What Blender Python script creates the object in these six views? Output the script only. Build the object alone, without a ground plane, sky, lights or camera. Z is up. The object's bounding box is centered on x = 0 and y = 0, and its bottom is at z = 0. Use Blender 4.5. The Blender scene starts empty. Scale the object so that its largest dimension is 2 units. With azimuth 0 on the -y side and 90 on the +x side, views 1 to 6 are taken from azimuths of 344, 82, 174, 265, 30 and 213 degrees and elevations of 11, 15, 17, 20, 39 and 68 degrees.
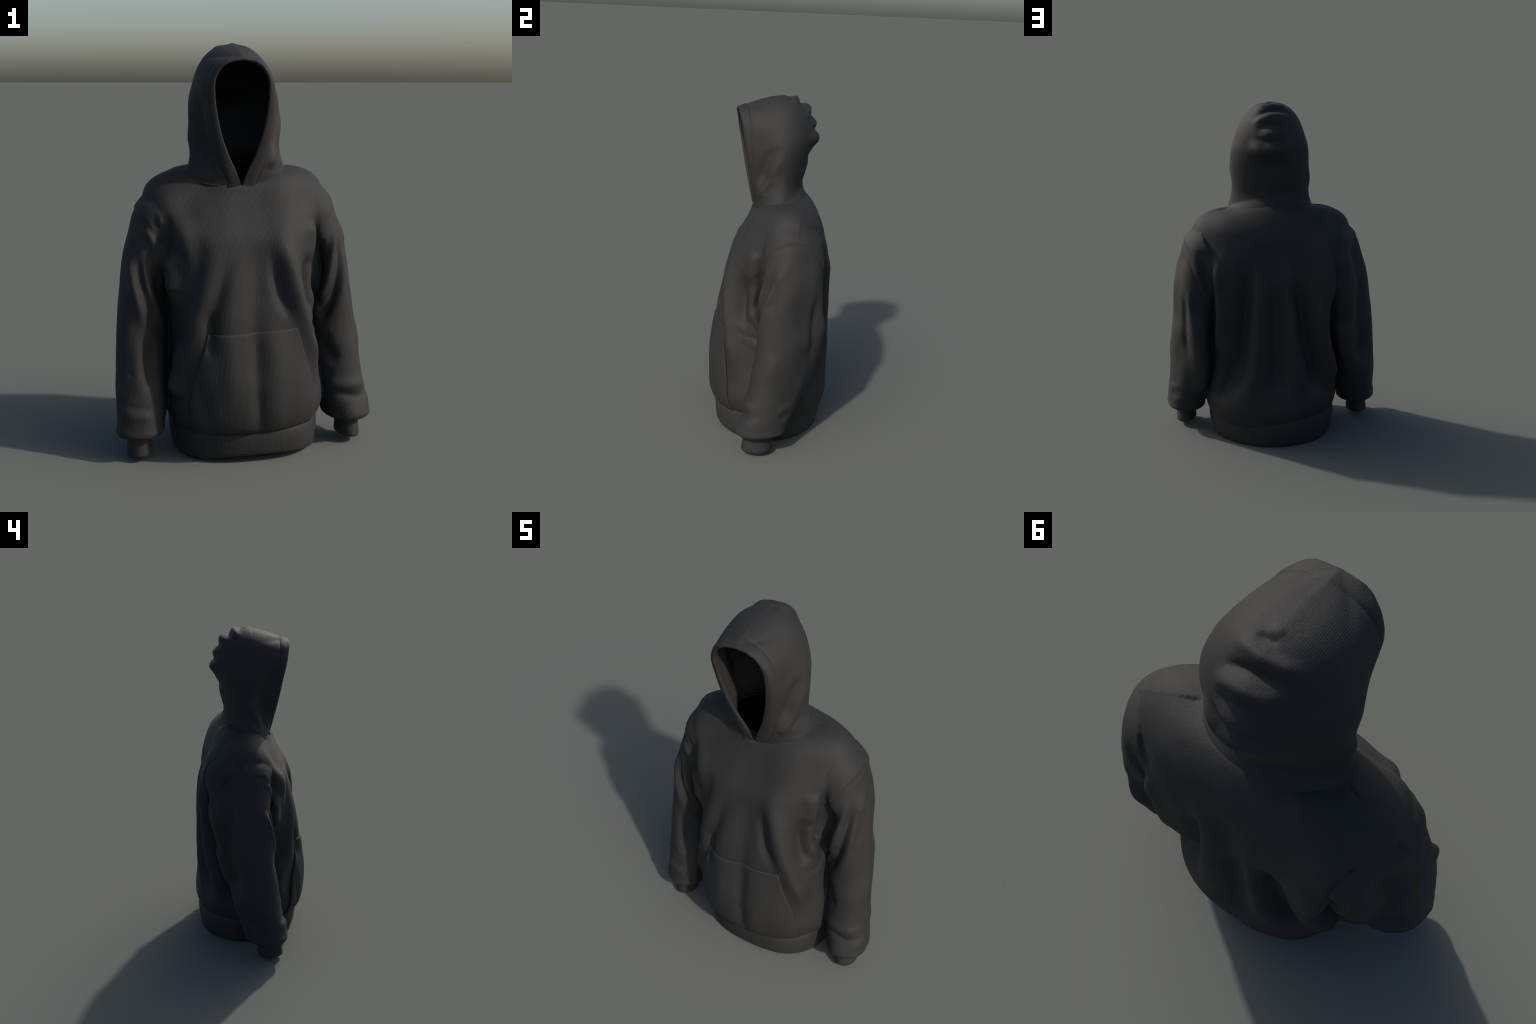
"""A dark grey pull-over hooded sweatshirt standing up as if worn by nobody."""
import bpy, bmesh, math, random
import numpy as np
from mathutils import Vector
from mathutils.bvhtree import BVHTree

random.seed(7)
VOXEL = 0.0065

# ----------------------------------------------------------------------------
# small helpers
# ----------------------------------------------------------------------------
def spline(keys, t):
    """Smooth (monotone-ish Catmull-Rom) interpolation of rows of numbers."""
    keys = np.asarray(keys, float)
    x = keys[:, 0]; y = keys[:, 1:]
    n = len(x)
    m = np.zeros_like(y)
    for i in range(n):
        if i == 0: m[i] = (y[1]-y[0])/(x[1]-x[0])
        elif i == n-1: m[i] = (y[-1]-y[-2])/(x[-1]-x[-2])
        else:
            d0 = (y[i]-y[i-1])/(x[i]-x[i-1]); d1 = (y[i+1]-y[i])/(x[i+1]-x[i])
            h0 = x[i]-x[i-1]; h1 = x[i+1]-x[i]
            m[i] = (d0*h1+d1*h0)/(h0+h1)
    t = np.clip(np.asarray(t, float), x[0], x[-1])
    k = np.clip(np.searchsorted(x, t, side='right')-1, 0, n-2)
    h = (x[k+1]-x[k]); s = ((t-x[k])/h)
    s = s[..., None]; h = h[..., None]
    a = (1+2*s)*(1-s)**2; b = s*(1-s)**2; c = s*s*(3-2*s); d = s*s*(s-1)
    return a*y[k]+b*h*m[k]+c*y[k+1]+d*h*m[k+1]


def smooth(a, b, x):
    t = np.clip((x-a)/(b-a), 0, 1)
    return t*t*(3-2*t)


def grid_faces(rows, cols, closed=True):
    i = np.arange(rows-1)[:, None]; j = np.arange(cols if closed else cols-1)[None, :]
    j2 = (j+1) % cols
    f = np.stack(np.broadcast_arrays(i*cols+j, i*cols+j2, (i+1)*cols+j2, (i+1)*cols+j), -1)
    return f.reshape(-1, 4)


def make_mesh(name, verts, faces):
    me = bpy.data.meshes.new(name)
    me.from_pydata([tuple(v) for v in verts], [], [tuple(int(i) for i in f) for f in faces])
    me.update()
    return me


def fix_normals(me):
    bm = bmesh.new(); bm.from_mesh(me)
    bmesh.ops.recalc_face_normals(bm, faces=bm.faces)
    bm.to_mesh(me); bm.free()


def coords(me):
    a = np.empty(len(me.vertices)*3, np.float32); me.vertices.foreach_get('co', a)
    return a.reshape(-1, 3).astype(float)


def set_coords(me, co):
    me.vertices.foreach_set('co', np.asarray(co, np.float32).ravel()); me.update()


def normals(me):
    a = np.empty(len(me.vertices)*3, np.float32); me.vertex_normals.foreach_get('vector', a)
    return a.reshape(-1, 3).astype(float)


def edges_of(me):
    a = np.empty(len(me.edges)*2, np.int32); me.edges.foreach_get('vertices', a)
    return a.reshape(-1, 2)


def relax(co, edges, times, factor=0.5, weight=None):
    """Laplacian smoothing, alternating with a slight inflation (Taubin)."""
    n = len(co); deg = np.bincount(edges.ravel(), minlength=n)[:, None].clip(1)
    def average(v):
        s = np.zeros_like(v)
        for k in range(v.shape[1]):
            s[:, k] = np.bincount(edges[:, 0], v[edges[:, 1], k], n)+np.bincount(edges[:, 1], v[edges[:, 0], k], n)
        return s/deg
    w = 1 if weight is None else weight[:, None]
    for _ in range(times):
        co = co+factor*w*(average(co)-co)
        co = co-(factor*1.03)*w*(average(co)-co)*0.96
    return co


def soften(v, edges, times):
    n = len(v); deg = np.bincount(edges.ravel(), minlength=n)[:, None].clip(1)
    for _ in range(times):
        s = np.zeros_like(v)
        for k in range(v.shape[1]):
            s[:, k] = np.bincount(edges[:, 0], v[edges[:, 1], k], n)+np.bincount(edges[:, 1], v[edges[:, 0], k], n)
        v = 0.4*v+0.6*s/deg
    return v


def polyline_distance(co, pts):
    """distance to a polyline, and how far along it (0..1) the nearest point is"""
    pts = np.asarray(pts, float)
    seg = pts[1:]-pts[:-1]; L = np.linalg.norm(seg, axis=1); cum = np.r_[0, np.cumsum(L)]
    best = np.full(len(co), 1e9); along = np.zeros(len(co))
    for i in range(len(seg)):
        d = co-pts[i]
        t = np.clip(d@seg[i]/max(L[i]**2, 1e-9), 0, 1)
        dist = np.linalg.norm(d-t[:, None]*seg[i], axis=1)
        k = dist < best
        best[k] = dist[k]; along[k] = (cum[i]+t[k]*L[i])/cum[-1]
    return best, along


def curve_points(pts, per=6):
    """resample hand placed points to a smooth polyline"""
    pts = np.asarray(pts, float)
    if len(pts) < 3: return pts
    t = np.arange(len(pts))
    return spline(np.c_[t, pts], np.linspace(0, len(pts)-1, (len(pts)-1)*per+1))


def fold(co, nrm, pts, width, height, ends=(0.3, 0.3), gate=None):
    """height of one crease or ridge of cloth along a hand placed line"""
    line = curve_points(pts)
    lo = line.min(0)-3*width; hi = line.max(0)+3*width
    idx = np.where(((co > lo) & (co < hi)).all(1))[0]
    out = np.zeros(len(co))
    if len(idx) == 0: return out
    d, a = polyline_distance(co[idx], line)
    g = np.exp(-(d/width)**2)
    if width >= .065: ends = (0, 0)        # broad swellings fade by their own roundness
    if ends[0] > 0: g *= smooth(-0.02, ends[0], a)
    if ends[1] > 0: g *= smooth(-0.02, ends[1], 1-a)
    # only the side of the cloth that the line lies on
    near = idx[np.argsort(d)[:40]]
    ref = nrm[near].mean(0); ref /= np.linalg.norm(ref)+1e-9
    g *= smooth(-0.25, 0.25, nrm[idx]@ref)
    out[idx] = g*height
    return out if gate is None else out*gate


def wobble(co, size, seed):
    """soft low unevenness: a sum of sine waves in random directions"""
    r = np.random.RandomState(seed); v = np.zeros(len(co))
    for _ in range(14):
        k = r.normal(size=3); k = k/np.linalg.norm(k)*r.uniform(0.6, 1.5)*2*math.pi/size
        v += np.sin(co@k+r.uniform(0, 6.28))
    return v/math.sqrt(14)


# ----------------------------------------------------------------------------
# materials
# ----------------------------------------------------------------------------
def fabric(name, base, rib, rib_depth, axis_note):
    """matt cotton fleece: dark, with fine upright knit ribs"""
    m = bpy.data.materials.new(name); m.use_nodes = True
    nt = m.node_tree; N = nt.nodes; L = nt.links
    bsdf = N['Principled BSDF']
    tc = N.new('ShaderNodeTexCoord')
    soft = N.new('ShaderNodeTexNoise'); soft.inputs['Scale'].default_value = 5.0; soft.inputs['Detail'].default_value = 5
    L.new(tc.outputs['Object'], soft.inputs['Vector'])
    fuzz = N.new('ShaderNodeTexNoise'); fuzz.inputs['Scale'].default_value = 260; fuzz.inputs['Detail'].default_value = 3
    L.new(tc.outputs['Object'], fuzz.inputs['Vector'])
    mixer = N.new('ShaderNodeMath'); mixer.operation = 'MULTIPLY_ADD'
    mixer.inputs[1].default_value = 0.45
    L.new(fuzz.outputs['Fac'], mixer.inputs[0])
    half = N.new('ShaderNodeMath'); half.operation = 'MULTIPLY'; half.inputs[1].default_value = 0.55
    L.new(soft.outputs['Fac'], half.inputs[0]); L.new(half.outputs[0], mixer.inputs[2])
    ramp = N.new('ShaderNodeValToRGB')
    ramp.color_ramp.elements[0].position = 0.3; ramp.color_ramp.elements[1].position = 0.7
    ramp.color_ramp.elements[0].color = (*[c*0.86 for c in base], 1)
    ramp.color_ramp.elements[1].color = (*[c*1.14 for c in base], 1)
    L.new(mixer.outputs[0], ramp.inputs['Fac']); L.new(ramp.outputs['Color'], bsdf.inputs['Base Color'])
    bsdf.inputs['Roughness'].default_value = 0.74
    bsdf.inputs['Specular IOR Level'].default_value = 0.32
    # knit: thin columns running up the garment, slightly wavering
    warp = N.new('ShaderNodeMapping'); warp.inputs['Scale'].default_value = (1, 1, 0.04)
    L.new(tc.outputs['Object'], warp.inputs['Vector'])
    wave = N.new('ShaderNodeTexWave'); wave.wave_type = 'BANDS'; wave.bands_direction = axis_note
    wave.inputs['Scale'].default_value = rib; wave.inputs['Distortion'].default_value = 1.2
    wave.inputs['Detail'].default_value = 2; wave.inputs['Detail Scale'].default_value = 0.6
    L.new(warp.outputs['Vector'], wave.inputs['Vector'])
    b1 = N.new('ShaderNodeBump'); b1.inputs['Strength'].default_value = 0.22; b1.inputs['Distance'].default_value = rib_depth
    L.new(wave.outputs['Fac'], b1.inputs['Height'])
    loops = N.new('ShaderNodeMapping'); loops.inputs['Scale'].default_value = (1, 1, 0.4)
    L.new(tc.outputs['Object'], loops.inputs['Vector'])
    knit = N.new('ShaderNodeTexNoise'); knit.inputs['Scale'].default_value = 130; knit.inputs['Detail'].default_value = 3
    L.new(loops.outputs['Vector'], knit.inputs['Vector'])
    b2 = N.new('ShaderNodeBump'); b2.inputs['Strength'].default_value = 0.5; b2.inputs['Distance'].default_value = 0.0022
    L.new(knit.outputs['Fac'], b2.inputs['Height']); L.new(b1.outputs['Normal'], b2.inputs['Normal'])
    L.new(b2.outputs['Normal'], bsdf.inputs['Normal'])
    return m


BASE = (0.0195, 0.0193, 0.0191)
fleece = fabric('charcoal_fleece', BASE, 56, 0.0015, 'X')
ribbing = fabric('charcoal_ribbing', BASE, 50, 0.0014, 'DIAGONAL')
lining = fabric('hood_lining', BASE, 40, 0.0010, 'Y')

root = bpy.data.objects.new('hoodie', None)
bpy.context.scene.collection.objects.link(root)
root['label'] = 'dark charcoal pull-over hooded sweatshirt standing with raised hood'
root['category'] = 'hooded sweatshirt'


def add(name, me, mat, parent=root):
    ob = bpy.data.objects.new(name, me)
    bpy.context.scene.collection.objects.link(ob)
    ob.parent = parent
    me.materials.clear(); me.materials.append(mat)
    me.polygons.foreach_set('use_smooth', np.ones(len(me.polygons), bool)); me.update()
    return ob


# ----------------------------------------------------------------------------
# torso: a stack of rings from the neck seam to the hem
# ----------------------------------------------------------------------------
CX = -0.012
# t, centre x, half width, front y, back y, side y, z front, z side, z back, squareness front / back
TORSO = [
    (0.0, -0.012, .215, -.085, .170, .055, 1.340, 1.415, 1.435, 2.0, 2.0),
    (1.0, -0.012, .252, -.116, .200, .060, 1.328, 1.405, 1.425, 2.0, 2.0),
    (2.0, -0.014, .338, -.132, .243, .075, 1.287, 1.390, 1.370, 2.0, 2.0),
    (3.0, -0.014, .425, -.160, .278, .085, 1.225, 1.335, 1.300, 2.0, 2.1),
    (4.0, -0.012, .452, -.195, .306, .085, 1.150, 1.250, 1.215, 2.2, 2.2),
    (5.0, -0.012, .425, -.232, .336, .075, 1.065, 1.150, 1.120, 2.4, 2.4),
    (6.0, -0.008, .380, -.255, .350, .060, 0.970, 1.010, 1.010, 2.6, 2.5),
    (7.0, 0.000, .366, -.275, .350, .050, 0.880, 0.900, 0.900, 2.7, 2.5),
    (8.0, 0.002, .362, -.295, .350, .045, 0.760, 0.770, 0.770, 2.7, 2.5),
    (9.0, 0.004, .362, -.312, .350, .035, 0.640, 0.640, 0.640, 2.7, 2.5),
    (10., 0.008, .368, -.330, .352, .025, 0.500, 0.500, 0.500, 2.6, 2.5),
    (11., 0.012, .384, -.342, .355, .015, 0.370, 0.370, 0.370, 2.5, 2.4),
    (12., 0.015, .400, -.340, .362, .010, 0.260, 0.260, 0.260, 2.4, 2.3),
    (13., 0.017, .394, -.328, .353, .010, 0.190, 0.200, 0.185, 2.3, 2.2),
    (14., 0.018, .382, -.308, .343, .010, 0.160, 0.165, 0.155, 2.2, 2.2),
    (15., 0.018, .362, -.285, .326, .010, 0.150, 0.135, 0.125, 2.2, 2.2),
]


def torso_rings(rows, cols):
    k = spline(TORSO, np.linspace(0, TORSO[-1][0], rows))
    th = np.linspace(0, 2*math.pi, cols, endpoint=False)
    V = []
    for cx, w, yf, yb, yc, zf, zs, zb, nf, nb in k:
        s, c = np.sin(th), np.cos(th)
        n = nb+(nf-nb)*smooth(-.25, .25, c)
        x = cx+w*np.sign(s)*np.abs(s)**(2/n)
        cc = np.sign(c)*np.abs(c)**(2/n)
        y = np.where(c > 0, yc+(yf-yc)*cc, yc+(yc-yb)*cc)
        z = zs*s**2+np.where(c > 0, zf, zb)*c**2
        V.append(np.c_[x, y, z])
    return np.concatenate(V)


# ----------------------------------------------------------------------------
# sleeves: t, centre (x, y, z), half width across, half depth, lean and turn of the ring
# ----------------------------------------------------------------------------
SLEEVE_LEFT = [
    (0.0, .335, .080, 1.185, .150, .170, 62, 0),
    (1.0, .380, .080, 1.122, .160, .174, 50, 2),
    (2.0, .400, .076, 1.040, .152, .174, 32, 6),
    (3.0, .430, .070, 0.940, .140, .178, 14, 10),
    (4.0, .452, .058, 0.820, .122, .178, 6, 12),
    (5.0, .474, .040, 0.650, .120, .175, 5, 13),
    (6.0, .490, .008, 0.480, .120, .173, 4, 13),
    (7.0, .508, -.026, 0.340, .120, .160, 4, 13),
    (8.0, .524, -.062, 0.230, .118, .148, 3, 10),
    (9.0, .532, -.079, 0.182, .114, .142, 3, 8),
    (10., .537, -.088, 0.142, .113, .139, 2, 6),
    (11., .532, -.094, 0.127, .074, .102, 2, 4),
    (12., .528, -.095, 0.105, .040, .060, 2, 0),
]
SLEEVE_RIGHT = [
    (0.0, -.350, .088, 1.175, .150, .172, 62, 0),
    (1.0, -.399, .090, 1.108, .160, .180, 50, 2),
    (2.0, -.420, .094, 1.025, .148, .184, 32, 8),
    (3.0, -.446, .096, 0.930, .134, .187, 14, 16),
    (4.0, -.466, .086, 0.820, .120, .186, 6, 21),
    (5.0, -.482, .056, 0.650, .122, .178, 5, 24),
    (6.0, -.496, .020, 0.480, .124, .164, 3, 24),
    (7.0, -.504, -.014, 0.340, .127, .152, 2, 22),
    (8.0, -.512, -.042, 0.230, .122, .144, 1, 18),
    (9.0, -.518, -.054, 0.178, .116, .136, 0, 12),
    (10., -.523, -.063, 0.136, .116, .130, 0, 6),
    (11., -.526, -.070, 0.121, .074, .097, 0, 0),
    (12., -.526, -.070, 0.100, .040, .060, 0, 0),
]


def sleeve_rings(keys, side, rows, cols):
    k = spline(keys, np.linspace(0, keys[-1][0], rows))
    th = np.linspace(0, 2*math.pi, cols, endpoint=False)
    V = []
    for cx, cy, cz, a, b, lean, turn in k:
        q = math.radians(lean); r = math.radians(turn)
        u = np.sign(np.sin(th))*np.abs(np.sin(th))**0.93*a
        v = -np.sign(np.cos(th))*np.abs(np.cos(th))**0.93*b
        # the oval is turned: its back edge swings in towards the body
        u, v = u*math.cos(r)-v*math.sin(r), v*math.cos(r)+u*math.sin(r)
        V.append(np.c_[cx+side*u*math.cos(q), cy+v, cz+u*math.sin(q)])
    return np.concatenate(V)


def closed_loft(verts, rows, cols):
    f = [list(map(int, q)) for q in grid_faces(rows, cols)]
    f.append(list(range(cols))); f.append([(rows-1)*cols+i for i in range(cols)][::-1])
    return f


def build_base():
    V, F = [], []
    def push(v, rows, cols):
        o = sum(len(q) for q in V)
        V.append(v); F.extend([[i+o for i in f] for f in closed_loft(v, rows, cols)])
    push(torso_rings(120, 140), 120, 140)
    push(sleeve_rings(SLEEVE_LEFT, 1, 90, 80), 90, 80)
    push(sleeve_rings(SLEEVE_RIGHT, -1, 90, 80), 90, 80)
    me = make_mesh('base', np.concatenate(V), F); fix_normals(me)
    ob = bpy.data.objects.new('base', me); bpy.context.scene.collection.objects.link(ob)
    r = ob.modifiers.new('r', 'REMESH'); r.mode = 'VOXEL'; r.voxel_size = VOXEL
    dg = bpy.context.evaluated_depsgraph_get()
    out = bpy.data.meshes.new_from_object(ob.evaluated_get(dg))
    bpy.data.objects.remove(ob); bpy.data.meshes.remove(me)
    return out


body = build_base()
E = edges_of(body)
co = relax(coords(body), E, 14)
set_coords(body, co)
nrm = soften(normals(body), E, 8); nrm /= np.linalg.norm(nrm, axis=1)[:, None]+1e-9


def armhole(co, side):
    """signed distance to the armhole seam: positive on the sleeve; it slants more at the front than at the back"""
    p = np.array([0.486 if side > 0 else -0.512, 0.08, 1.222])
    d = co-p
    front = side*.82*d[:, 0]-.575*d[:, 2]; back = side*.95*d[:, 0]-.31*d[:, 2]
    w = smooth(-.04, .12, co[:, 1])
    return front*(1-w)+back*w


# folds of the cloth: (line of points on the cloth, half width, height, fade at both ends)
# ridges stand out (positive), valleys sink in (negative)
FRONT_FOLDS = [
    ([(-.200, -.090, 1.320), (-.270, -.115, 1.230)], .080, -.016, (0, 0)),
    ([(-.362, -.125, 1.010), (-.356, -.130, .820)], .036, .034, (.2, .2)),
    ([(-.405, -.095, 1.030), (-.410, -.085, .940), (-.405, -.065, .840)], .020, -.030, (.2, .2)),
    ([(-.225, -.270, .780), (-.215, -.280, .650), (-.220, -.285, .520)], .028, -.022, (.35, .35)),
    ([(-.355, -.140, .440), (-.365, -.130, .330)], .045, .014, (.2, .2)),
    ([(.320, -.135, 1.150), (.325, -.140, 1.050), (.315, -.160, .940)], .040, .022, (.2, .3)),
    ([(.285, -.170, .920), (.290, -.180, .840), (.305, -.180, .740)], .035, -.012, (.35, .35)),
    ([(.395, -.100, 1.060), (.385, -.100, .950), (.358, -.105, .780)], .020, -.024, (.2, .2)),
    # fuller front corners of the body under both arms
    ([(-.380, -.100, 1.04), (-.372, -.095, .92), (-.355, -.110, .74)], .050, .046, (.2, .3)),
    ([(-.345, -.150, .62), (-.342, -.150, .46), (-.350, -.135, .30)], .055, .036, (.4, .2)),
    ([(.170, -.160, 1.26), (.200, -.175, 1.13), (.185, -.215, 1.00)], .100, .020, (.3, .3)),
    ([(.210, -.080, 1.320), (.280, -.050, 1.320), (.350, -.010, 1.310)], .100, .022, (.2, .3)),
    ([(.360, .080, 1.345), (.420, .075, 1.315), (.470, .070, 1.260)], .070, .006, (.3, .2)),
    ([(-.380, -.060, 1.250), (-.430, -.040, 1.210)], .065, .012, (.3, .3)),
    ([(.150, -.225, 1.080), (.165, -.265, .920), (.180, -.275, .780)], .075, .012, (.3, .3)),
    ([(-.010, -.230, 1.080), (-.005, -.270, .850), (.000, -.320, .600), (.000, -.350, .380), (.010, -.330, .200)], .045, -.012, (.3, .2)),
    # long drape from the wearer's right chest down to the side of the pocket
    ([(-.145, -.245, 1.04), (-.195, -.245, .930), (-.240, -.240, .810), (-.280, -.225, .690), (-.305, -.210, .550), (-.330, -.175, .400)], .050, .022, (.4, .3)),
    ([(-.110, -.250, 1.010), (-.150, -.258, .900), (-.180, -.265, .810), (-.215, -.266, .715), (-.245, -.262, .600)], .032, -.016, (.4, .4)),
    ([(-.095, -.240, 1.04), (-.113, -.275, .840), (-.125, -.300, .667), (-.126, -.325, .500), (-.125, -.330, .240)], .045, .010, (.4, .3)),
    ([(-.330, -.110, 1.200), (-.305, -.160, 1.085), (-.300, -.180, .950)], .040, .016, (.4, .4)),
    ([(-.225, -.190, 1.12), (-.255, -.205, .97), (-.300, -.195, .83)], .036, -.012, (.4, .4)),
    # drape at the wearer's left with a hollow on each side of it
    ([(.080, -.235, 1.07), (.105, -.250, .970), (.118, -.272, .859), (.145, -.275, .775), (.190, -.278, .680)], .030, -.026, (.45, .3)),
    ([(.130, -.205, 1.13), (.155, -.225, 1.02), (.190, -.238, .900), (.225, -.255, .760), (.262, -.250, .640), (.310, -.225, .480), (.345, -.195, .340)], .046, .042, (.4, .3)),
    ([(.275, -.165, 1.02), (.285, -.200, .900), (.305, -.205, .790), (.335, -.175, .700)], .036, -.036, (.35, .2)),
    ([(.045, -.225, 1.08), (.042, -.262, .933), (.048, -.294, .740)], .045, -.010, (.4, .3)),
    # pocket: middle fold, broad and soft above, sharper below
    ([(.000, -.315, .700), (-.002, -.335, .504), (-.003, -.360, .375)], .045, -.012, (.4, .3)),
    ([(-.003, -.350, .450), (.006, -.350, .300), (.012, -.340, .160)], .032, -.014, (.5, .02)),
    ([(.093, -.313, .640), (.105, -.332, .494), (.095, -.348, .316), (.09, -.34, .2)], .055, .008, (.3, .1)),
    ([(-.290, -.240, .500), (-.250, -.275, .330), (-.235, -.285, .200)], .035, -.008, (.4, .2)),
    # armpit creases
    ([(-.378, -.080, 1.215), (-.376, -.110, 1.142), (-.385, -.100, 1.030), (-.395, -.070, .940)], .018, -.020, (.35, .3)),
    ([(.352, -.110, 1.190), (.364, -.092, 1.069), (.352, -.093, .929), (.340, -.120, .800)], .022, -.026, (.35, .1)),
    ([(.260, -.213, .780), (.300, -.200, .690), (.335, -.165, .620), (.365, -.090, .580)], .020, .006, (.35, .1)),
    ([(.285, -.225, .740), (.320, -.195, .650), (.365, -.090, .625)], .014, -.008, (.4, .1)),
    ([(.320, -.165, .790), (.360, -.080, .690)], .028, .010, (.2, .1)),
    ([(.330, -.150, .735), (.362, -.085, .650)], .013, -.006, (.3, .1)),
]
BACK_FOLDS = [
    # upper back
    ([(-.130, .190, 1.39), (-.240, .170, 1.37), (-.330, .130, 1.34)], .060, .016, (.3, .3)),
    ([(-.310, .250, 1.240), (-.335, .275, 1.120), (-.330, .280, .94)], .075, .034, (.3, .3)),
    ([(-.380, .230, 1.215), (-.395, .245, 1.130)], .075, .022, (0, 0)),
    ([(.030, .320, 1.120), (-.130, .330, 1.080), (-.120, .335, .930)], .090, -.014, (0, 0)),
    ([(-.400, .210, .740), (-.410, .185, .600), (-.430, .150, .450)], .045, .036, (.25, .25)),
    ([(.430, .215, .880), (.440, .200, .660), (.436, .165, .460), (.440, .115, .290)], .045, .052, (.25, .1)),
    ([(.250, .270, .620), (.275, .262, .500), (.320, .230, .360), (.350, .205, .270)], .036, -.046, (.3, .2)),
    ([(-.125, .330, .640), (-.165, .325, .310)], .030, .010, (.3, .3)),
    ([(.020, .340, 1.180), (.000, .345, .900), (.005, .345, .600), (.010, .350, .400)], .065, -.026, (.3, .3)),
    # deep vertical folds, fanning out from the shoulders to the hem
    ([(-.265, .290, 1.20), (-.280, .290, 1.00), (-.265, .285, .800), (-.275, .270, .620), (-.315, .230, .450), (-.345, .190, .280)], .052, .058, (.25, .2)),
    ([(-.120, .325, 1.10), (-.145, .335, .980), (-.168, .330, .800), (-.192, .322, .620), (-.232, .305, .440), (-.262, .285, .290)], .045, -.056, (.35, .2)),
    ([(-.060, .335, 1.12), (-.085, .350, .900), (-.105, .350, .650), (-.130, .350, .330)], .036, .014, (.3, .3)),
    ([(-.010, .340, 1.12), (-.010, .352, .900), (-.005, .352, .600), (.000, .355, .330)], .040, -.028, (.4, .3)),
    ([(.070, .335, 1.10), (.095, .345, .850), (.110, .345, .600), (.160, .330, .385), (.200, .315, .270)], .036, .012, (.3, .3)),
    ([(.145, .300, 1.24), (.155, .330, 1.05), (.175, .325, .880), (.198, .312, .700), (.215, .300, .540), (.258, .280, .400), (.315, .245, .270)], .050, -.070, (.35, .2)),
    ([(.325, .250, 1.20), (.305, .270, 1.03), (.298, .272, .850), (.312, .245, .680), (.345, .200, .520)], .044, .050, (.25, .35)),
    ([(-.345, .120, .90), (-.350, .120, .644), (-.355, .130, .420)], .030, -.015, (.3, .3)),
    ([(-.280, .270, .235), (-.120, .335, .230), (.050, .350, .225), (.200, .305, .235), (.300, .250, .240)], .045, .004, (.2, .2)),
    # creases that run out of the rear armholes
    ([(.402, .225, 1.220), (.395, .238, 1.146), (.380, .240, 1.060), (.365, .220, .960)], .022, -.026, (.3, .2)),
    ([(-.400, .250, 1.110), (-.388, .250, 1.040), (-.375, .235, .960), (-.360, .215, .86)], .030, -.022, (.4, .2)),
    ([(.430, .215, 1.190), (.418, .238, 1.120), (.405, .240, 1.040)], .020, .010, (.3, .3)),
]
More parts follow.
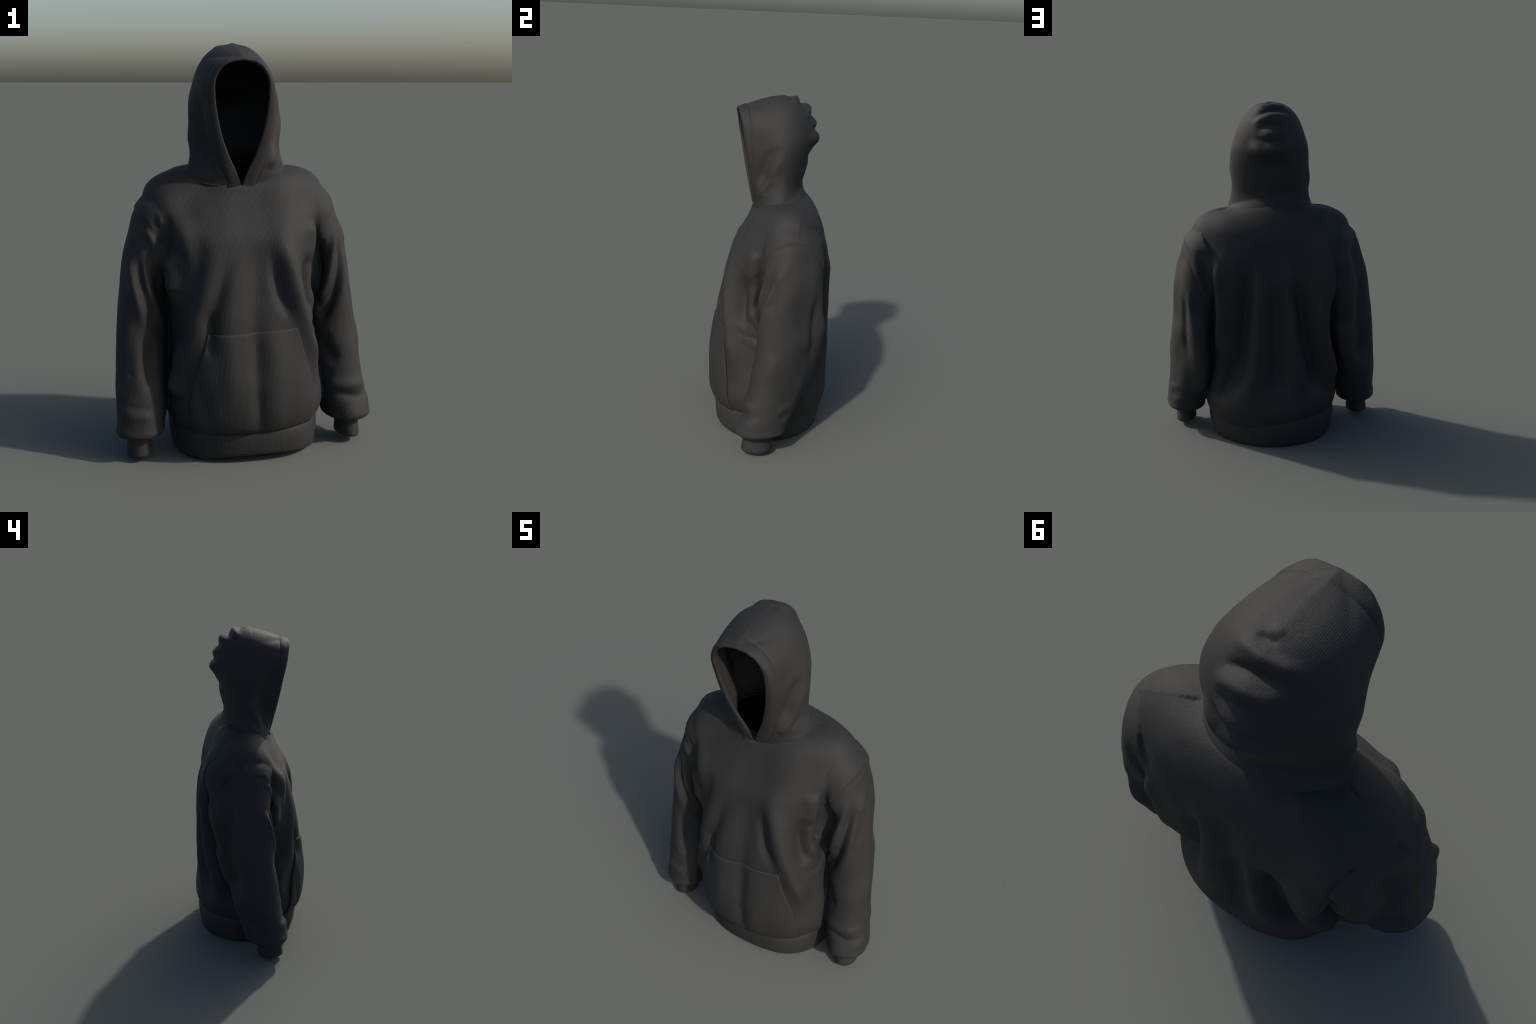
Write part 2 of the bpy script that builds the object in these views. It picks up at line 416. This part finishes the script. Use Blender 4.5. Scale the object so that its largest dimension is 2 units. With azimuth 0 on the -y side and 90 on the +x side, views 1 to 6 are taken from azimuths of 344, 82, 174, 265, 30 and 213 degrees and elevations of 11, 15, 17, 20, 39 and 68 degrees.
SLEEVE_FOLDS = [
    # wearer's left sleeve: bundle of folds drawn to the inner elbow
    ([(.510, .046, 1.160), (.520, -.002, 1.068), (.520, -.066, .938), (.512, -.100, .825), (.500, -.120, .690)], .028, .014, (.25, .4)),
    ([(.500, -.010, 1.100), (.497, -.070, 1.010), (.482, -.095, .905), (.465, -.115, .800), (.438, -.112, .720), (.390, -.080, .632)], .024, -.032, (.3, .1)),
    ([(.480, -.050, 1.130), (.466, -.088, 1.018), (.445, -.106, .880), (.400, -.080, .740), (.360, -.050, .640)], .022, .014, (.3, .1)),
    ([(.455, -.070, 1.080), (.440, -.088, 1.015), (.402, -.102, .910), (.365, -.080, .790)], .018, -.022, (.3, .1)),
    ([(.425, -.102, .984), (.385, -.095, .860), (.350, -.080, .760)], .020, .012, (.3, .1)),
    ([(.450, -.108, .840), (.428, -.105, .784), (.390, -.059, .700)], .015, -.016, (.35, .1)),
    ([(.400, -.080, .560), (.423, -.124, .472), (.500, -.158, .427)], .040, -.020, (.3, .4)),
    ([(.400, -.100, .300), (.457, -.165, .310), (.511, -.191, .310), (.580, -.175, .310), (.630, -.110, .305)], .028, .014, (.3, .3)),
    ([(.440, -.165, .258), (.507, -.202, .262), (.575, -.186, .247), (.635, -.130, .232)], .016, -.014, (.35, .2)),
    ([(.470, -.190, .170), (.540, -.220, .170), (.620, -.150, .165)], .040, .010, (.3, .3)),
    ([(.477, .225, 1.000), (.471, .228, .815), (.451, .212, .642)], .022, .016, (.3, .35)),
    ([(.507, .207, .960), (.517, .195, .767), (.500, .177, .530)], .026, -.016, (.3, .35)),
    ([(.632, -.012, .285), (.600, .050, .310), (.560, .100, .330)], .018, .010, (.2, .4)),
    ([(.640, -.012, .240), (.605, .060, .250), (.560, .085, .260)], .014, -.009, (.2, .4)),
    ([(.590, -.040, .640), (.610, -.060, .450)], .045, .010, (.4, .4)),
    ([(.545, -.040, 1.060), (.552, -.055, .950), (.550, -.075, .840)], .030, -.014, (.3, .3)),
    ([(.530, .140, 1.120), (.545, .135, .950), (.550, .130, .780)], .070, -.014, (.3, .3)),
    ([(.540, .150, .600), (.580, .100, .450), (.610, .040, .300)], .070, -.014, (.3, .3)),
    ([(-.480, -.095, .640), (-.475, -.120, .500), (-.480, -.150, .360)], .060, -.012, (.3, .3)),
    ([(.600, -.150, .260), (.610, -.150, .180), (.600, -.140, .125)], .045, .016, (.2, .1)),
    ([(.405, -.100, 1.060), (.388, -.095, .930), (.366, -.090, .800), (.360, -.060, .680)], .026, -.036, (.25, .15)),
    ([(.490, -.130, .620), (.510, -.165, .450), (.520, -.190, .280)], .085, -.013, (0, 0)),
    ([(-.510, -.105, .640), (-.515, -.135, .460), (-.530, -.165, .280)], .085, -.012, (0, 0)),
    # wearer's right sleeve: hollow along the back of the arm
    ([(-.500, .215, 1.130), (-.520, .205, 1.060), (-.535, .195, .930), (-.530, .190, .690), (-.535, .160, .520)], .080, -.056, (.15, .35)),
    ([(-.600, -.120, .200), (-.610, -.090, .130)], .045, .014, (.3, .1)),
    ([(-.552, -.020, 1.010), (-.540, -.074, .875), (-.514, -.100, .751), (-.500, -.105, .640)], .026, .020, (.25, .35)),
    ([(-.518, -.058, 1.014), (-.509, -.087, .875), (-.480, -.090, .745), (-.446, -.094, .654), (-.385, -.020, .570)], .020, -.020, (.25, .1)),
    ([(-.500, -.063, .990), (-.484, -.090, .875), (-.450, -.075, .760), (-.400, -.030, .660)], .018, .012, (.25, .2)),
    ([(-.468, -.070, 1.067), (-.450, -.090, .944), (-.410, -.050, .806), (-.372, .000, .700)], .024, -.024, (.3, .1)),
    ([(-.477, -.051, 1.136), (-.453, -.078, 1.084), (-.445, -.090, 1.035)], .018, .014, (.2, .4)),
    ([(-.430, -.063, 1.189), (-.424, -.078, 1.128), (-.398, -.089, 1.031)], .016, -.014, (.3, .2)),
    ([(-.405, -.066, 1.220), (-.408, -.085, 1.140)], .016, .010, (.3, .3)),
    ([(-.583, -.113, .446), (-.556, -.142, .426)], .009, -.007, (.1, .4)),
    ([(-.610, -.110, .285), (-.560, -.155, .275), (-.482, -.162, .276)], .016, -.011, (.3, .3)),
    ([(-.615, -.110, .240), (-.543, -.180, .240), (-.470, -.175, .225)], .028, .010, (.3, .3)),
    ([(-.485, -.109, .588), (-.478, -.131, .436), (-.478, -.164, .310)], .035, -.014, (.3, .3)),
    ([(-.530, -.120, .640), (-.540, -.140, .480), (-.540, -.160, .330)], .035, .010, (.3, .3)),
    ([(-.630, -.060, .330), (-.600, -.120, .345)], .018, .010, (.3, .3)),
    ([(-.552, .122, 1.080), (-.567, .157, .771), (-.500, .196, .553)], .040, .008, (.3, .3)),
    ([(-.640, .000, .270), (-.610, .060, .280), (-.560, .090, .290)], .016, -.008, (.3, .3)),
]

disp = np.zeros(len(co))
for pts, width, height, ends in FRONT_FOLDS+BACK_FOLDS+SLEEVE_FOLDS:
    disp += fold(co, nrm, pts, width, height, ends)
disp = soften(disp[:, None], E, 6)[:, 0]      # thick fleece: no crease is sharp
disp += 0.0012*wobble(co, 0.16, 3)
# armhole seams: the yoke lies a little proud of the sleeve head
for side in (1, -1):
    d = armhole(co, side)
    near = smooth(.80, .98, co[:, 2])*smooth(.30, .36, side*co[:, 0])
    disp += near*(0.0022*np.exp(-((d+.010)/.014)**2)-0.0030*np.exp(-((d-.006)/.009)**2)-0.0012*np.exp(-((d-.03)/.03)**2))
# shoulder seams: front panel laps over the back panel
for line in ([(.225, .055, 1.42), (.300, .085, 1.375), (.378, .104, 1.332), (.440, .098, 1.270), (.478, .081, 1.216)],
             [(-.250, .055, 1.42), (-.325, .085, 1.375), (-.403, .104, 1.332), (-.465, .098, 1.270), (-.505, .081, 1.212)]):
    p = curve_points(line); near = (co[:, 2] > 1.15)
    d, a = polyline_distance(co, p)
    back = np.sign(co[:, 1]-np.interp(np.abs(co[:, 0]), np.abs(p[:, 0]), p[:, 1]))
    disp += near*np.where(back < 0, 0.0042*np.exp(-(d/.022)**2), -0.0036*np.exp(-(d/.012)**2))*smooth(0, .15, a)*smooth(0, .15, 1-a)
co = co+nrm*disp[:, None]
set_coords(body, co)


# faces: centre positions decide the part
fc = np.empty(len(body.polygons)*3, np.float32); body.polygons.foreach_get('center', fc); fc = fc.reshape(-1, 3)
fn = np.empty(len(body.polygons)*3, np.float32); body.polygons.foreach_get('normal', fn); fn = fn.reshape(-1, 3)
r_neck = ((fc[:, 0]-CX)/.190)**2+((fc[:, 1]-.043)/.112)**2
hole = (fc[:, 2] > 1.25) & (r_neck < 1)
bottom = (fc[:, 2] < .158) & (np.abs(fc[:, 0]) < .36) & (((fc[:, 0]-.018)/.335)**2+((fc[:, 1]-.01)/.285)**2 < 1) & (fn[:, 2] < -.6)
ends = (fc[:, 2] < .1) & (fn[:, 2] < -.75) & (np.abs(fc[:, 0]) > .42)
drop = hole | bottom | ends
bvh = BVHTree.FromPolygons([tuple(v) for v in co], [tuple(p.vertices) for p in body.polygons])
bm = bmesh.new(); bm.from_mesh(body); bm.faces.ensure_lookup_table()
bmesh.ops.delete(bm, geom=[f for f, k in zip(bm.faces, drop) if k], context='FACES')
bm.to_mesh(body); bm.free()


def thicken(me, t):
    """cloth thickness, inwards"""
    ob = bpy.data.objects.new('cloth', me); bpy.context.scene.collection.objects.link(ob)
    s = ob.modifiers.new('thickness', 'SOLIDIFY'); s.thickness = t; s.offset = -1; s.use_rim = True
    out = bpy.data.meshes.new_from_object(ob.evaluated_get(bpy.context.evaluated_depsgraph_get()))
    bpy.data.objects.remove(ob)
    return out


whole = thicken(body, 0.010)
body_normals = normals(whole); body_co = coords(whole)
polys = [tuple(p.vertices) for p in whole.polygons]
centre = np.array([body_co[list(p)].mean(0) for p in polys])
on_l = (armhole(centre, 1) > 0) & (centre[:, 0] > .355)
on_r = (armhole(centre, -1) > 0) & (centre[:, 0] < -.355)


def part(name, keep):
    """one region of the body; borders coincide and shading normals are the body's"""
    f = [polys[i] for i in np.where(keep)[0]]
    used = np.unique(np.concatenate([np.array(p) for p in f])); back = np.full(len(body_co), -1); back[used] = np.arange(len(used))
    me = make_mesh(name, body_co[used], [[back[i] for i in p] for p in f])
    ob = add(name, me, fleece)
    me.normals_split_custom_set_from_vertices([tuple(n) for n in body_normals[used]])
    return ob


torso = part('torso', ~on_l & ~on_r)
sleeve_l = part('sleeve', on_l)
sleeve_r = part('sleeve', on_r)
bpy.data.meshes.remove(whole)


# ----------------------------------------------------------------------------
# ribbed bands: hem and cuffs
# ----------------------------------------------------------------------------
def closed_curve(pts, n):
    p = np.asarray(pts, float); p = np.vstack([p[-2:], p, p[:3]])
    t = np.arange(len(p))-2
    return spline(np.c_[t, p], np.linspace(0, len(pts), n, endpoint=False))


def band(name, profile_rings, mat, parent):
    """closed loft of rings given as a list of (n,3) arrays, wrapped over itself"""
    rows = len(profile_rings); cols = len(profile_rings[0])
    V = np.concatenate(profile_rings); F = grid_faces(rows, cols).tolist()
    F += [[(rows-1)*cols+j, (rows-1)*cols+(j+1) % cols, (j+1) % cols, j] for j in range(cols)]
    me = make_mesh(name, V, F); fix_normals(me)
    return add(name, me, mat, parent)


HEM = [(.02, -.300, .035), (.14, -.298, .033), (.24, -.268, .026), (.325, -.185, .012), (.372, -.060, .004), (.374, .050, 0), (.335, .145, 0),
       (.255, .225, 0), (.150, .290, 0), (.02, .324, 0), (-.10, .318, 0), (-.22, .275, 0), (-.300, .185, 0), (-.338, .080, 0), (-.335, -.040, 0),
       (-.300, -.150, .004), (-.235, -.225, .012), (-.120, -.278, .027)]
hem = closed_curve(HEM, 260)
c0 = np.array([.018, .012, 0])


def hem_ring(h, grow):
    """h: 0 at the bottom edge, 1 at the seam; grow: metres outwards"""
    r = hem.copy(); d = r[:, :2]-c0[:2]; L = np.linalg.norm(d, axis=1)[:, None]
    r[:, :2] += d/L*(grow+(.014*h*smooth(-.22, .12, r[:, 1]))[:, None])
    top = .172
    r[:, 2] = r[:, 2]+(top-r[:, 2])*h
    return r


prof = [(0.03, -.016), (0.0, -.008), (0.02, 0.0), (.06, .004), (.2, .007), (.4, .010), (.6, .012), (.8, .010), (.95, .004), (1.05, -.012), (1.0, -.024), (.5, -.012), (.1, -.018)]
band('hem_band', [hem_ring(h, g) for h, g in prof], ribbing, root)


def cuff(center, a, b, z0, z1, tip, parent):
    th = np.linspace(0, 2*math.pi, 96, endpoint=False)
    rings = []
    for h, g in [(0.02, -.009), (0, -.004), (.03, 0.001), (.12, .002), (.4, -.002), (.7, -.004), (1.0, -.004), (1.0, -.012), (.5, -.012), (.1, -.011)]:
        f = 1-h
        x = center[0]+(a+g)*np.sin(th); y = center[1]-(b+g)*np.cos(th)-f*tip[1]
        z = z0+(z1-z0)*h+f*tip[0]*np.sin(th)+0*th
        rings.append(np.c_[x, y, z])
    band('cuff', rings, ribbing, parent)


cuff((.541, -.104), .060, .086, .032, .150, (-.007, .006), sleeve_l)
cuff((-.534, -.078), .062, .078, .024, .145, (.003, .006), sleeve_r)

# ----------------------------------------------------------------------------
# hood: a fan of egg-shaped hoops hinged at the point where the collar edges meet
# ----------------------------------------------------------------------------
HINGE = np.array([-0.018, -0.112, 1.330])
# crown line in the middle plane (y, z), from the brow to the nape
CROWN = [(-.221, 1.930), (-.160, 1.951), (-.080, 1.978), (.010, 1.997), (.075, 1.995), (.130, 1.975), (.178, 1.940), (.210, 1.890),
         (.230, 1.830), (.236, 1.760), (.222, 1.690), (.204, 1.620), (.188, 1.555), (.174, 1.495), (.180, 1.460), (.200, 1.420)]
# half width of the hood by height (for a crown at 2.0 m), and half width of the face opening by height
GIRTH = [(1.330, .245), (1.400, .238), (1.450, .227), (1.550, .223), (1.650, .227), (1.750, .220), (1.800, .205), (1.850, .189), (1.900, .166),
         (1.930, .146), (1.960, .116), (1.980, .084), (1.992, .052), (2.000, 0)]
FACE = [(1.330, .004), (1.390, .029), (1.440, .056), (1.530, .095), (1.650, .127), (1.760, .141), (1.840, .136), (1.880, .116), (1.912, .082), (1.926, .046), (1.932, 0)]
NR, NC = 260, 260
crown = spline(np.c_[np.arange(len(CROWN)), CROWN], np.linspace(0, len(CROWN)-1, NR))
Y0 = .02
top_k = np.array(CROWN[:6]); back_k = np.array([c for c in CROWN[4:]][::-1])


def hood_width(y, z, collar):
    """half width of the hood at a point of its side view"""
    roof = np.where(y < .130, spline(top_k, y)[:, 0], 2.0)
    roof = np.where(y > .010, np.maximum(roof, 1.999), roof)
    zz = 1.335+(z-1.335)*(2.0-1.335)/(roof-1.335)
    girth = spline(GIRTH, zz)[:, 0]
    k = back_k[np.argsort(back_k[:, 1])]
    yb = spline(np.c_[k[:, 1], k[:, 0]], z)[:, 0]
    q = np.clip((y-Y0)/np.maximum(yb-Y0, .02), 0, 1)
    u = smooth(1.62, 1.85, z); back = (1-q**(1.85+.2*u))**(.72-.12*u)
    back = back*(1-collar)+np.sqrt(1-q**2)*collar
    yf = HINGE[1]+(z-HINGE[2])*(CROWN[0][0]-HINGE[1])/(CROWN[0][1]-HINGE[2])
    t = np.clip((Y0-y)/np.maximum(Y0-yf, .02), 0, 1)
    ratio = np.clip(spline(FACE, z)[:, 0]/np.maximum(girth, .01), 0, 1)
    p = 1.7+.5*smooth(1.50, 1.80, z)+.5*smooth(1.42, 1.36, z)      # tapers more towards the throat
    front = ratio+(1-ratio)*(1-t**p)**.55
    return girth*np.where(y > Y0, back, front)


hood = np.zeros((NR, NC, 3))
step = (1-np.cos(np.linspace(0, math.pi, 90)))/2
for i in range(NR):
    d = crown[i]-HINGE[1:]; R = R0 = np.linalg.norm(d); d = d/R
    collar = float(smooth(13.0, 15.0, i/(NR-1)*(len(CROWN)-1)))      # the last hand's breadth flares out to the neck seam
    w = hood_width(HINGE[1]+step*R*d[0], HINGE[2]+step*R*d[1], collar)*(1+.05*collar)
    w[-1] = 0; w[0] = 0
    w[1:-1] = .25*w[:-2]+.5*w[1:-1]+.25*w[2:]
    pts = np.c_[step*R, w]
    full = np.vstack([pts, (pts*[1, -1])[::-1][1:]])
    chord = np.r_[0, np.cumsum(np.linalg.norm(np.diff(full, axis=0), axis=1))]
    c = spline(np.c_[chord, full], np.linspace(.004, .996, NC)*chord[-1])
    # the brow hangs a little to the wearer's right
    lean = -.016*smooth(.20, -.22, crown[i, 0])*smooth(1.5, 1.9, crown[i, 1])-.004
    x = c[:, 1]*np.where(c[:, 1] > 0, 1-.04*smooth(.15, -.2, crown[i, 0]), 1)
    x = x*np.where(x > 0, 1+.05*smooth(1.53, 1.42, HINGE[2]+c[:, 0]*d[1]), 1)
    hood[i, :, 0] = HINGE[0]+x+lean*(c[:, 0]/R0)**1.2
    hood[i, :, 1:] = HINGE[1:]+c[:, :1]*d
    # the front edge bows forward between throat and brow
    hood[i, :, 1] -= .010*np.sin(math.pi*np.clip(c[:, 0]/R0, 0, 1))*smooth(.05, -.22, crown[i, 0])*smooth(1.5, 1.9, crown[i, 1])


def grid_normals(g):
    du = np.gradient(g, axis=0); dv = np.gradient(g, axis=1)
    n = np.cross(dv, du); n /= np.linalg.norm(n, axis=2)[..., None]+1e-12
    return n


hn = grid_normals(hood)
if (hn[NR//2, NC//2, 1] < 0): hn = -hn
flat = hood.reshape(-1, 3); fl_n = hn.reshape(-1, 3)
rim = hood[0]
drim, _ = polyline_distance(flat, rim[::4])
hd = np.zeros(len(flat))
hd += -0.004*np.exp(-((drim-.055)/.006)**2)+0.003*np.exp(-((drim-.028)/.02)**2)
HOOD_FOLDS = [
    # gathers stacked down the middle seam at the back of the head
    ([(-.110, .090, 1.955), (-.060, .106, 1.985), (-.020, .112, 1.990), (.020, .100, 1.985), (.050, .080, 1.970)], .021, .018, (.3, .3)),
    ([(-.085, .130, 1.945), (-.020, .143, 1.966), (.050, .142, 1.935)], .014, -.014, (.35, .35)),
    ([(-.115, .150, 1.925), (-.060, .180, 1.940), (-.020, .190, 1.943), (.025, .188, 1.928), (.075, .180, 1.890)], .025, .022, (.3, .3)),
    ([(-.090, .205, 1.880), (-.020, .214, 1.898), (.055, .208, 1.870)], .013, -.010, (.35, .35)),
    ([(-.100, .200, 1.868), (-.030, .228, 1.852), (.045, .222, 1.842)], .025, .014, (.35, .35)),
    ([(-.095, .215, 1.815), (-.020, .234, 1.808), (.075, .205, 1.835)], .013, -.009, (.3, .3)),
    ([(-.120, .190, 1.800), (-.060, .222, 1.775), (-.020, .234, 1.762), (.025, .226, 1.760), (.085, .190, 1.805)], .038, .025, (.3, .3)),
    ([(-.110, .170, 1.700), (-.020, .205, 1.655), (.070, .180, 1.685)], .030, -.012, (.3, .3)),
    ([(-.045, .060, 1.992), (-.018, .066, 1.998), (.020, .064, 1.990)], .011, -.008, (.3, .3)),
    ([(-.040, .035, 1.998), (.000, .040, 1.998)], .014, .004, (.3, .3)),
    # hollow cheeks in front, towards the throat
    ([(-.215, -.105, 1.70), (-.215, -.095, 1.58), (-.205, -.085, 1.47)], .070, -.036, (0, 0)),
    ([(.180, -.100, 1.72), (.185, -.085, 1.56)], .070, -.020, (0, 0)),
    # slanting drag lines from the crown to the front of the neck
    ([(.205, -.010, 1.740), (.197, -.073, 1.646), (.172, -.105, 1.560), (.130, -.122, 1.480)], .030, -.014, (.3, .3)),
    ([(.205, -.020, 1.640), (.195, -.060, 1.560), (.175, -.085, 1.490), (.118, -.113, 1.410)], .024, .012, (.35, .15)),
    ([(.200, -.030, 1.520), (.172, -.080, 1.440)], .018, -.008, (.35, .3)),
    ([(.195, .020, 1.700), (.205, -.030, 1.560), (.186, -.060, 1.450)], .030, .008, (.35, .3)),
    ([(-.243, -.006, 1.690), (-.236, -.053, 1.585), (-.205, -.088, 1.475)], .032, -.014, (.3, .3)),
    ([(-.240, .055, 1.630), (-.244, -.007, 1.512), (-.205, -.080, 1.400)], .030, .012, (.35, .2)),
]
for n, (pts, width, height, ends_) in enumerate(HOOD_FOLDS):
    if n < 8:       # the gathers run well out to both sides of the middle seam
        pts = [(-.02+(x+.02)*1.3, y, z) for x, y, z in pts]
    hd += fold(flat, fl_n, pts, width, height, ends_)
hd *= smooth(0.01, .09, np.linalg.norm(flat-HINGE, axis=1))
hood_out = (flat+fl_n*hd[:, None]).reshape(NR, NC, 3)
hn = grid_normals(hood_out)
if (hn[NR//2, NC//2, 1] < 0): hn = -hn
TH = 0.018
away = np.linalg.norm(hood_out-HINGE, axis=2)[..., None]
taper = smooth(.0, .12, away)*0.8+0.2
deep = 1+.7*smooth(0, .12, np.linalg.norm(hood_out-hood_out[:1], axis=2))[..., None]*smooth(.12, .30, away)
inner = hood_out-hn*TH*taper*deep
edge_dir = hood_out[0]-hood_out[2]; edge_dir /= np.linalg.norm(edge_dir, axis=1)[:, None]+1e-9
mid = (hood_out[0]+inner[0])/2
lip = []
for bta in np.linspace(0, math.pi, 10)[1:-1]:
    lip.append(mid+(hood_out[0]-mid)*math.cos(bta)+edge_dir*TH/2*taper[0]*math.sin(bta))
rows = list(hood_out[::-1])+lip
V = np.concatenate(rows+[r for r in inner]); F = grid_faces(len(rows)+NR, NC, closed=False)
me = make_mesh('hood', V, F); fix_normals(me)
hood_ob = add('hood', me, fleece)

# ----------------------------------------------------------------------------
# kangaroo pocket: a second layer of cloth on the belly
# ----------------------------------------------------------------------------
# z, left edge x, right edge x
POCKET = [(.140, -.285, .300), (.200, -.296, .304), (.280, -.305, .302), (.400, -.290, .284), (.520, -.258, .248), (.652, -.224, .211)]
PR, PC = 90, 96
zz = np.linspace(0, 1, PR)
outer = np.zeros((PR, PC, 3)); pn = np.zeros((PR, PC, 3))
for i, f in enumerate(zz):
    for j in range(PC):
        s = j/(PC-1)
        ztop = .648+.012*s+0.0*math.sin(s*math.pi)
        z = .140+(ztop-.140)*f
        l, r = spline(POCKET, np.array([.140+(.652-.140)*f]))[0]
        x = l+(r-l)*s
        hit, n, _, _ = bvh.ray_cast(Vector((x, -1.2, z)), Vector((0, 1, 0)))
        outer[i, j] = hit; pn[i, j] = n
for _ in range(6):
    q = pn.copy(); q[1:-1] = (pn[:-2]+pn[2:]+pn[1:-1])/3; q[:, 1:-1] = (q[:, :-2]+q[:, 2:]+q[:, 1:-1])/3; pn = q
pn /= np.linalg.norm(pn, axis=2)[..., None]
si = np.linspace(0, 1, PC)[None, :]; fi = zz[:, None]
rnd = (np.clip(np.minimum(np.minimum(si, 1-si)*PC, (1-fi)*PR)/1.6, 0, 1))
lift = 0.006+0.003*rnd+0.004*np.sin(math.pi*fi)
outer = outer+pn*lift[..., None]
innerp = outer-pn*0.011
V = np.concatenate([outer.reshape(-1, 3), innerp.reshape(-1, 3)])
F = grid_faces(PR, PC, closed=False).tolist(); o = PR*PC
F += [[a+o for a in f[::-1]] for f in grid_faces(PR, PC, closed=False).tolist()]
loop = [j for j in range(PC)]+[i*PC+PC-1 for i in range(1, PR)]+[(PR-1)*PC+j for j in range(PC-2, -1, -1)]+[i*PC for i in range(PR-2, 0, -1)]
F += [[loop[k], loop[(k+1) % len(loop)], loop[(k+1) % len(loop)]+o, loop[k]+o] for k in range(len(loop))]
me = make_mesh('pocket', V, F); fix_normals(me)
add('pocket', me, fleece)
bpy.data.meshes.remove(body)
